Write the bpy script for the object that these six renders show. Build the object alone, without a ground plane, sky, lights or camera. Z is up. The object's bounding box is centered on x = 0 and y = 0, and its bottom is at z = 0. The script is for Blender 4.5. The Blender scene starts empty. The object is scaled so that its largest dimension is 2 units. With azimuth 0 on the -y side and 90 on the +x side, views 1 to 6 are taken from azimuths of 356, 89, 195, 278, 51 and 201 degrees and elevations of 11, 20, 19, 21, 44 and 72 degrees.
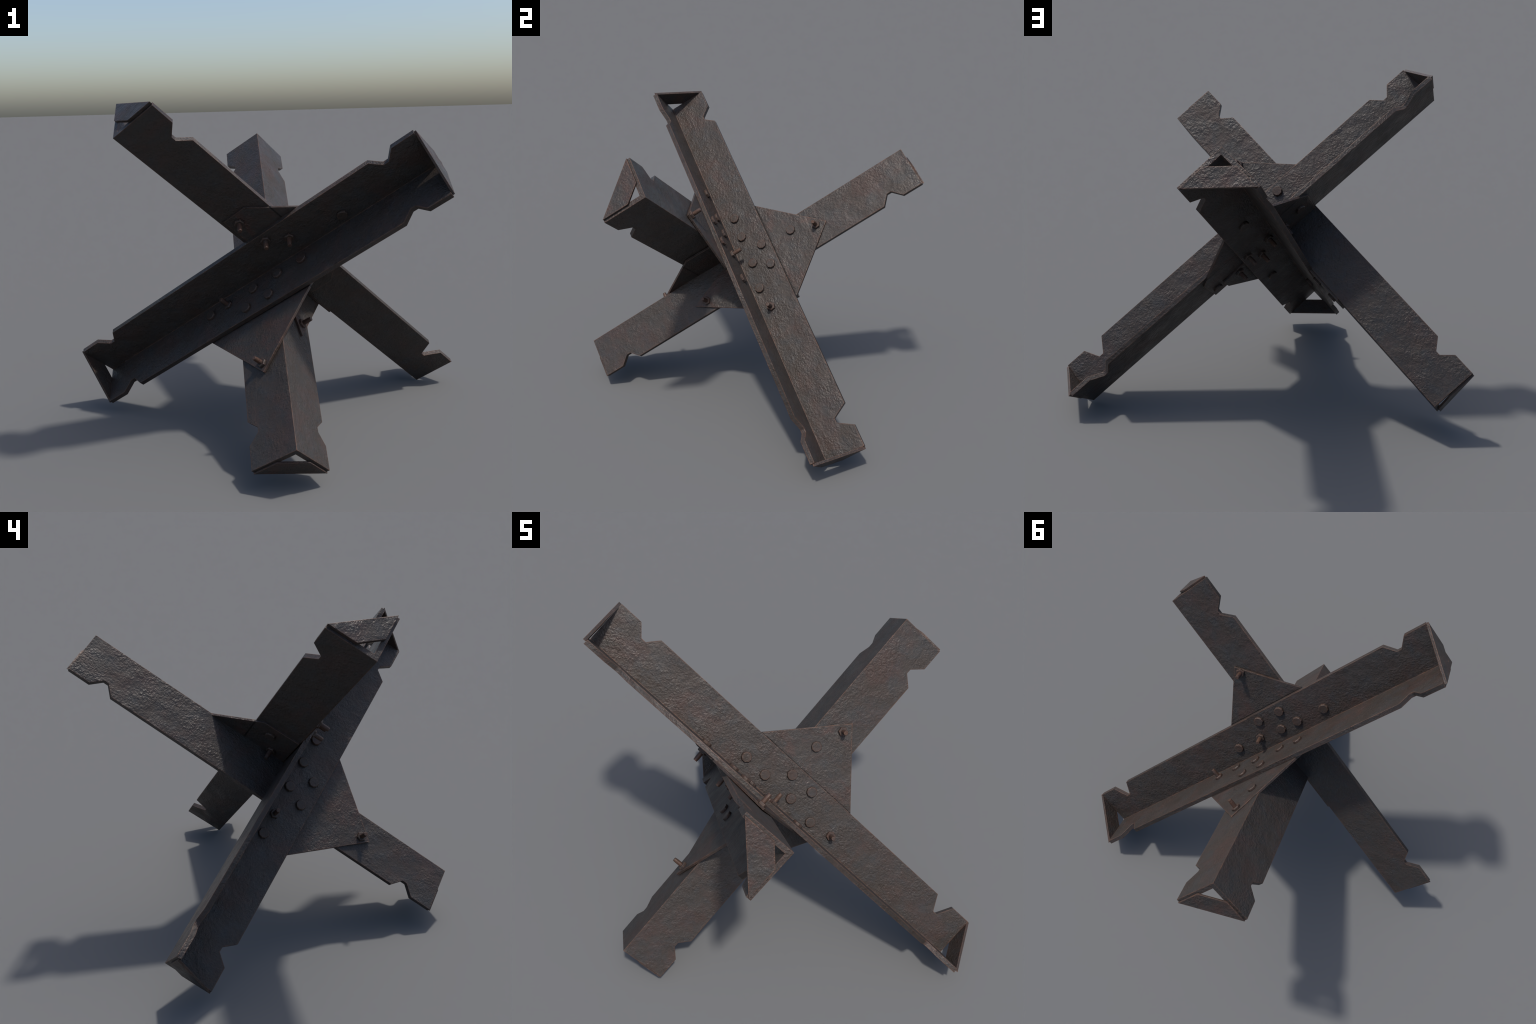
# Anti-tank hedgehog: three riveted steel angle beams crossing at right angles,
# joined by pentagonal gusset plates, bolts and nuts, capped with end plates.
import bpy, bmesh, math, random
from mathutils import Matrix, Vector

random.seed(7)
W, T = 0.2253, 0.0215          # leg width and inner face position of the angle steel
PROUD = 0.0016                 # the outer faces stand this far outside the datum planes

# ----------------------------------------------------------------- materials
def steel(name, rust=0.5, tint=(1, 1, 1), bump=1.0, edge=0.0060, seam=False):
    m = bpy.data.materials.new(name)
    m.use_nodes = True
    nt = m.node_tree
    N, L = nt.nodes, nt.links
    bsdf = N["Principled BSDF"]

    def node(kind, **kw):
        n = N.new(kind)
        for k, v in kw.items():
            if k in n.inputs:
                n.inputs[k].default_value = v
            else:
                setattr(n, k, v)
        return n

    def ramp(src, stops):
        r = node("ShaderNodeValToRGB")
        e = r.color_ramp.elements
        while len(e) < len(stops):
            e.new(0.5)
        for el, (p, c) in zip(e, stops):
            el.position = p
            el.color = (c, c, c, 1) if isinstance(c, (int, float)) else (*c, 1)
        L.new(src, r.inputs[0])
        return r.outputs[0]

    def mix(fac, a, b, mode="MIX"):
        x = node("ShaderNodeMix", data_type="RGBA", blend_type=mode)
        for sock, v in ((x.inputs[0], fac), (x.inputs[6], a), (x.inputs[7], b)):
            if hasattr(v, "is_linked") or isinstance(v, bpy.types.NodeSocket):
                L.new(v, sock)
            elif isinstance(v, (int, float)):
                sock.default_value = v
            else:
                sock.default_value = (*v, 1)
        return x.outputs[2]

    def math_(op, a, b=None, clamp=False):
        x = node("ShaderNodeMath", operation=op, use_clamp=clamp)
        for i, v in enumerate((a, b)):
            if v is None:
                continue
            if isinstance(v, (int, float)):
                x.inputs[i].default_value = v
            else:
                L.new(v, x.inputs[i])
        return x.outputs[0]

    tc = node("ShaderNodeTexCoord")
    info = node("ShaderNodeObjectInfo")
    off = node("ShaderNodeCombineXYZ")
    for i, k in enumerate((37.0, 19.0, 53.0)):
        L.new(math_("MULTIPLY", info.outputs["Random"], k), off.inputs[i])
    add = node("ShaderNodeVectorMath", operation="ADD")
    L.new(tc.outputs["Object"], add.inputs[0])
    L.new(off.outputs[0], add.inputs[1])
    co = add.outputs[0]

    def noise(scale, detail=4.0, rough=0.55, dist=0.0, vec=co):
        n = node("ShaderNodeTexNoise", Scale=scale, Detail=detail, Roughness=rough, Distortion=dist)
        L.new(vec, n.inputs["Vector"])
        return n.outputs[0]

    # colour: dark grey-brown oxide, cooler mill-scale patches, dull red rust blooms
    base = mix(ramp(noise(8, 5, 0.6), [(0.38, 0.0), (0.62, 1.0)]),
               tuple(a * b for a, b in zip((0.0410, 0.0315, 0.0262), tint)),
               tuple(a * b for a, b in zip((0.0415, 0.0355, 0.0318), tint)))
    base = mix(ramp(noise(15, 5, 0.65, 0.4), [(0.48, 0.0), (0.66, 0.75)]),
               base, (0.0370, 0.0368, 0.0372))
    bloom = ramp(noise(6.5, 6, 0.7, 0.6), [(0.48, 0.0), (0.68, rust)])
    base = mix(bloom, base, (0.066, 0.034, 0.027))
    speck = ramp(noise(60, 4, 0.7), [(0.54, 0.0), (0.74, 0.35)])
    base = mix(speck, base, (0.048, 0.033, 0.027))
    pit = ramp(noise(120, 3, 0.6), [(0.34, 0.45), (0.47, 0.0)])
    base = mix(pit, base, (0.020, 0.017, 0.016))

    # brown rust bleeding in from edges and corners
    wide = node("ShaderNodeBevel", samples=6, Radius=0.018)
    near = node("ShaderNodeVectorMath", operation="DOT_PRODUCT")
    L.new(wide.outputs[0], near.inputs[0])
    geo0 = node("ShaderNodeNewGeometry")
    L.new(geo0.outputs["Normal"], near.inputs[1])
    halo = math_("MULTIPLY", math_("SUBTRACT", 1.0, near.outputs["Value"]), 4.0, True)
    halo = math_("MULTIPLY", halo, ramp(noise(11, 5, 0.65), [(0.34, 0.25), (0.6, 0.85)]), True)
    base = mix(halo, base, (0.062, 0.037, 0.027))

    # worn, rust-coloured arrises
    bev = node("ShaderNodeBevel", samples=6, Radius=edge)
    geo = node("ShaderNodeNewGeometry")
    dot = node("ShaderNodeVectorMath", operation="DOT_PRODUCT")
    L.new(bev.outputs[0], dot.inputs[0])
    L.new(geo.outputs["Normal"], dot.inputs[1])
    away = math_("SUBTRACT", 1.0, dot.outputs["Value"])          # 0 on the flats, ~0.3 on an arris
    patchy = ramp(noise(22, 5, 0.7), [(0.42, 0.0), (0.62, 1.0)])
    worn = math_("MULTIPLY", math_("MULTIPLY", away, 5.0, True), math_("ADD", math_("MULTIPLY", patchy, 0.82), 0.18), True)
    base = mix(worn, base, mix(ramp(noise(35, 3, 0.6), [(0.45, 0.0), (0.6, 1.0)]), (0.125, 0.076, 0.058), (0.165, 0.076, 0.042)))
    if seam:
        # thin dark line along the edge of the beam leg that covers the plate
        xyz = node("ShaderNodeSeparateXYZ")
        L.new(tc.outputs["Object"], xyz.inputs[0])
        v = math_("MAXIMUM", math_("ABSOLUTE", xyz.outputs[1]), math_("ABSOLUTE", xyz.outputs[2]))
        d = math_("ABSOLUTE", math_("SUBTRACT", v, W + 0.001))
        d = math_("ADD", d, math_("MULTIPLY", math_("SUBTRACT", noise(60, 3, 0.6), 0.5), 0.003))
        line = math_("SUBTRACT", 1.0, math_("DIVIDE", d, 0.0055), True)
        base = mix(math_("MULTIPLY", line, 1.6, True), base, (0.0120, 0.0095, 0.0085))
    L.new(base, bsdf.inputs["Base Color"])

    rough = ramp(noise(9, 5, 0.65), [(0.32, 0.38), (0.68, 0.62)])
    L.new(rough, bsdf.inputs["Roughness"])
    bsdf.inputs["Metallic"].default_value = 0.15
    bsdf.inputs["Specular IOR Level"].default_value = 0.32

    # hammered, corroded relief
    warp = node("ShaderNodeMapping")
    warp.inputs["Scale"].default_value = (0.95, 1.05, 1.05)
    L.new(co, warp.inputs["Vector"])
    h1 = noise(84, 2, 0.55, 0.3, warp.outputs[0])
    h2 = noise(150, 2, 0.5, 0.2, warp.outputs[0])
    h3 = noise(14, 2, 0.5)
    calm = ramp(noise(7, 3, 0.55), [(0.36, 0.42), (0.62, 1.0)])
    h = math_("ADD", math_("MULTIPLY", math_("ADD", h1, math_("MULTIPLY", h2, 0.46)), calm), math_("MULTIPLY", h3, 0.8))
    b = node("ShaderNodeBump", Strength=1.0, Distance=0.0043 * bump)
    L.new(h, b.inputs["Height"])
    soft = node("ShaderNodeBevel", samples=8, Radius=0.0030)
    L.new(soft.outputs[0], b.inputs["Normal"])
    L.new(b.outputs[0], bsdf.inputs["Normal"])
    return m

MAT_BEAM = steel("rusted_beam_steel", 0.45)
MAT_PLATE = steel("rusted_plate_steel", 0.75)
MAT_GUSSET = steel("rusted_gusset_steel", 0.8, seam=True)
MAT_BOLT = steel("rusty_bolt_steel", 0.7, (1.05, 0.95, 0.88), 0.5, 0.0035)
MAT_STUD = steel("brown_stud_steel", 1.0, (1.9, 1.25, 0.95), 0.5, 0.003)

# ----------------------------------------------------------------- helpers
root = bpy.data.objects.new("anti_tank_hedgehog", None)
bpy.context.collection.objects.link(root)
root["label"] = "rusted steel anti-tank hedgehog of three bolted angle beams"
root["category"] = "tank obstacle"

def finish(bm, name, mat, smooth=False):
    bmesh.ops.remove_doubles(bm, verts=bm.verts, dist=1e-6)
    bmesh.ops.recalc_face_normals(bm, faces=bm.faces)
    me = bpy.data.meshes.new(name)
    bm.to_mesh(me)
    bm.free()
    me.materials.append(mat)
    ob = bpy.data.objects.new(name, me)
    bpy.context.collection.objects.link(ob)
    if smooth:
        # cut edges flow into one another, arrises stay sharp
        for p in me.polygons:
            p.use_smooth = True
        me.set_sharp_from_angle(angle=math.radians(72))
    return ob

def put(ob, parent, matrix):
    """parent at an explicit local matrix"""
    ob.parent = parent
    ob.matrix_parent_inverse = Matrix.Identity(4)
    ob.matrix_basis = matrix
    return ob

def frame(cols, origin):
    m = Matrix((cols[0], cols[1], cols[2])).to_4x4()
    # orthonormalise
    x = Vector((m[0][0], m[1][0], m[2][0])).normalized()
    y = Vector((m[0][1], m[1][1], m[2][1]))
    y = (y - x * y.dot(x)).normalized()
    z = x.cross(y)
    m = Matrix((x, y, z)).transposed().to_4x4()
    m.translation = Vector(origin)
    return m

def plate_mesh(name, outline, lo, hi, mat, axes):
    """extrude a 2D outline between lo and hi; axes = (u axis, v axis, thickness axis)"""
    bm = bmesh.new()
    def vec(p, h):
        c = [0, 0, 0]
        c[axes[0]], c[axes[1]], c[axes[2]] = p[0], p[1], h
        return bm.verts.new(c)
    a = [vec(p, lo) for p in outline]
    b = [vec(p, hi) for p in outline]
    bm.faces.new(a)
    bm.faces.new(b)
    n = len(outline)
    for i in range(n):
        j = (i + 1) % n
        bm.faces.new((a[i], a[j], b[j], b[i]))
    return finish(bm, name, mat, True)

# ----------------------------------------------------------------- beams
# torch-cut notch near each end: distances from the end and remaining leg width
NOTCH = (0.227, 0.182, 0.158, 0.1115)

def leg_edge(x0, x1, floor0, floor1):
    """free edge of one leg, as (x, width) from the low end to the high end"""
    pts = [(x0, W), (x0 + NOTCH[3], W), (x0 + NOTCH[2], floor0), (x0 + NOTCH[1], floor0),
           (x0 + NOTCH[0], W)]
    pts += [(x1 - NOTCH[0], W), (x1 - NOTCH[1], floor1), (x1 - NOTCH[2], floor1),
            (x1 - NOTCH[3], W), (x1, W)]
    return pts

def make_beam(x0, x1, floors):
    """angle steel: leg along +Y in the plane z=0, leg along -Z in the plane y=0"""
    bm = bmesh.new()
    ey = leg_edge(x0, x1, *floors["Y"])
    ez = leg_edge(x0, x1, *floors["Z"])
    V = lambda x, y, z: bm.verts.new((x, y, z))
    q = PROUD
    s0, s1 = V(x0, -q, q), V(x1, -q, q)
    i0, i1 = V(x0, T, -T), V(x1, T, -T)
    yo = [V(x, w, q) for x, w in ey]
    yi = [V(x, w, -T) for x, w in ey]
    zo = [V(x, -q, -w) for x, w in ez]
    zi = [V(x, T, -w) for x, w in ez]
    bm.faces.new([s0] + yo + [s1])
    bm.faces.new([i0] + yi + [i1])
    bm.faces.new([s0] + zo + [s1])
    bm.faces.new([i0] + zi + [i1])
    for o, i in ((yo, yi), (zo, zi)):
        for k in range(len(o) - 1):
            bm.faces.new((o[k], o[k + 1], i[k + 1], i[k]))
    for k, s, i in ((0, s0, i0), (-1, s1, i1)):
        bm.faces.new((s, yo[k], yi[k], i, zi[k], zo[k]))
    return finish(bm, "steel_beam", MAT_BEAM, True)

STD = {"Y": (0.173, 0.173), "Z": (0.173, 0.173)}
BEAMS = {
    "A": dict(m=frame(((-0.7433, -0.66856, 0.02295), (0.3909, -0.40624, 0.82593), (-0.54287, 0.62289, 0.5633)),
                      (-0.0887, -0.0667, 0.7282)), x=(-1.0218, 1.0148), cap=0.0106, cut=0.085, floors=STD),
    "B": dict(m=frame(((-0.66834, 0.01066, -0.74378), (-0.39983, 0.83802, 0.37128), (0.62727, 0.54553, -0.55582)),
                      (0.0647, -0.0555, 0.7127)), x=(-1.1345, 1.1332), cap=0.0140, cut=0.097,
              floors={"Y": (0.147, 0.173), "Z": (0.147, 0.173)}),
    "C": dict(m=frame(((-0.0024, -0.7712, -0.63659), (0.8174, 0.3652, -0.44551), (0.57606, -0.52142, 0.62951)),
                      (-0.0175, -0.056, 0.801)), x=(-1.0182, 1.0192), cap=0.0092, cut=0.104,
              floors={"Y": (0.176, 0.174), "Z": (0.180, 0.173)}),
}
UP = Matrix.Translation((0, 0, -0.0003))
def cap_outline(cut, inset=0.0105):
    """trapezoid across the open side of the angle, its inner corner cut away"""
    return [(0.2245, -inset), (cut, -inset), (inset, -cut), (inset, -0.2245)]
for key, d in BEAMS.items():
    ob = make_beam(*d["x"], d["floors"])
    put(ob, root, UP @ d["m"])
    d["ob"] = ob
    for end, x in ((-1, d["x"][0]), (1, d["x"][1])):
        hi = x + end * d["cap"]
        lo = x + end * 0.0010
        cap = plate_mesh("end_plate", cap_outline(d["cut"]), lo, hi, MAT_PLATE, (1, 2, 0))
        put(cap, ob, Matrix.Identity(4))

# ----------------------------------------------------------------- gussets
def gusset(beam, axes, centre, apex, base, half, shoulder, lo, hi, name="gusset_plate", turn=0.0):
    """pentagon: base edge, two short vertical sides up to the shoulders, then the apex.
    u runs along the beam, v away from its spine."""
    o = [(-half, base), (half, base), (half, shoulder), (0.0, apex), (-half, shoulder)]
    c, s = math.cos(turn), math.sin(turn)
    o = [(centre[0] + c * u - s * v, centre[1] + s * u + c * v) for u, v in o]
    ob = plate_mesh(name, o, lo, hi, MAT_PLATE if turn else MAT_GUSSET, axes)
    put(ob, BEAMS[beam]["ob"], Matrix.Identity(4))
    ob.parent = root
    ob.matrix_basis = UP @ BEAMS[beam]["m"]
    return ob

G = 0.0118
GB = gusset("B", (0, 1, 2), (0.002, 0), 0.543, 0.002, 0.330, 0.187, 0.0004, G + 0.0004)
GA = gusset("A", (0, 2, 1), (0.015, 0), -0.549, -0.004, 0.329, -0.188, -G, -0.0002)
GZ = gusset("B", (0, 2, 1), (0.180, 0), -0.487, -0.018, 0.319, -0.141, -0.0104, -0.0002)
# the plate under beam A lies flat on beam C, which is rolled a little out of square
GA.matrix_basis = GA.matrix_basis @ Matrix.Translation((0.025, -0.0028, 0)) @ Matrix.Rotation(math.radians(0.35), 4, "Z") @ Matrix.Translation((-0.025, 0, 0))
# narrower plate bolted to the lower half of beam C
GS = gusset("C", (0, 2, 1), (-0.371, -0.153), 0.0, 0.408, 0.178, 0.339, -0.0125, -0.0018, "gusset_plate",
            -math.pi / 2 - math.radians(4.6))

# ----------------------------------------------------------------- fasteners
def prism(name, sides, radius, height, mat, crown=0.85):
    """faceted head standing on z=0 with a chamfered top"""
    bm = bmesh.new()
    rings = []
    for z, r in ((0, radius), (height * 0.72, radius), (height, radius * crown)):
        rings.append([bm.verts.new((r * math.cos(2 * math.pi * k / sides), r * math.sin(2 * math.pi * k / sides), z))
                      for k in range(sides)])
    for a, b in zip(rings, rings[1:]):
        for k in range(sides):
            j = (k + 1) % sides
            bm.faces.new((a[k], a[j], b[j], b[k]))
    bm.faces.new(rings[0][::-1])
    bm.faces.new(rings[-1])
    ob = finish(bm, name, mat)
    me = ob.data
    bpy.data.objects.remove(ob)
    return me

HEAD = prism("bolt_head", 9, 0.0258, 0.0125, MAT_BOLT, 0.9)
NUT = prism("nut", 6, 0.0236, 0.0130, MAT_BOLT, 0.9)
STUD = prism("threaded_stud", 12, 0.0110, 0.0570, MAT_STUD, 0.86)

def fastener(me, ob, pos, normal, lean=0.06, name=None):
    n = Vector(normal)
    n = (n + Vector([random.uniform(-lean, lean) for _ in range(3)])).normalized() if lean else n
    q = n.to_track_quat("Z", "Y")
    m = Matrix.Translation(pos) @ q.to_matrix().to_4x4() @ Matrix.Rotation(random.uniform(0, 6.28), 4, "Z")
    o = bpy.data.objects.new(name or me.name, me)
    bpy.context.collection.objects.link(o)
    return put(o, ob, m)

def bolt(ob, pos, normal):
    fastener(HEAD, ob, pos, normal, 0.02, "bolt_head")

def nut(ob, pos, normal):
    fastener(NUT, ob, pos, normal, 0.0, "nut")
    fastener(STUD, ob, pos, normal, 0.03, "threaded_stud")

A, B, C = (BEAMS[k]["ob"] for k in "ABC")
# leg along Z of beam A, inner face y = T
for u, v in ((-0.272, -0.076), (-0.131, -0.076), (0.018, -0.077), (-0.069, -0.167), (0.068, -0.167), (0.291, -0.081)):
    bolt(A, (u, T, v), (0, 1, 0))
nut(A, (0.180, T, -0.080), (0, 1, 0))
# leg along Y of beam A, inner face z = -T
bolt(A, (-0.546, 0.071, -T), (0, 0, -1))
nut(A, (-0.197, 0.186, -T), (0, 0, -1))
nut(A, (-0.288, 0.128, -T), (0, 0, -1))
# beam B, leg Y inner face
for u, v in ((0.275, 0.096), (0.155, 0.092), (0.058, 0.176), (-0.014, 0.090), (-0.068, 0.178), (-0.162, 0.068)):
    bolt(B, (u, v, -T), (0, 0, -1))
nut(B, (-0.284, 0.084, -T), (0, 0, -1))
# beam B, leg Z inner face
for u, v in ((0.466, -0.087), (0.299, -0.089), (0.193, -0.090), (0.247, -0.180), (0.111, -0.183), (-0.097, -0.100)):
    bolt(B, (u, T, v), (0, 1, 0))
nut(B, (0.056, T, -0.099), (0, 1, 0))
# beam C, inner face of leg Z
bolt(C, (0.420, T, -0.117), (0, 1, 0))
bolt(C, (-0.285, T, -0.156), (0, 1, 0))
for u, v in ((0.118, -0.060), (0.127, -0.190), (0.034, -0.131)):
    nut(C, (u, T, v), (0, 1, 0))
# beam C, inner face of leg Y
bolt(C, (-0.548, 0.109, -T), (0, 0, -1))
# gusset under beam B leg Y: front (-z) and back (+z)
bolt(GB, (0.057, 0.349, 0.0004), (0, 0, -1))
nut(GB, (0.011, 0.485, 0.0004), (0, 0, -1))
bolt(GB, (0.265, 0.130, G + 0.0004), (0, 0, 1))
nut(GB, (0.152, 0.085, G + 0.0004), (0, 0, 1))
bolt(GB, (-0.290, 0.062, G + 0.0004), (0, 0, 1))
# small gusset on beam C
nut(GS, (-0.296, -0.0105, -0.160), (0, -1, 0))
nut(GS, (-0.001, -0.0006, -0.270), (0, 1, 0))
# gusset under beam A leg Z
nut(GA, (0.018, -0.0006, -0.501), (0, 1, 0))
bolt(GA, (0.180, -G, -0.080), (0, -1, 0))
bolt(GA, (0.291, -G, -0.081), (0, -1, 0))
# gusset under beam B leg Z
nut(GZ, (0.191, -0.0006, -0.447), (0, 1, 0))
nut(GZ, (0.450, -G, -0.068), (0, -1, 0))
bolt(GZ, (0.056, -G, -0.099), (0, -1, 0))
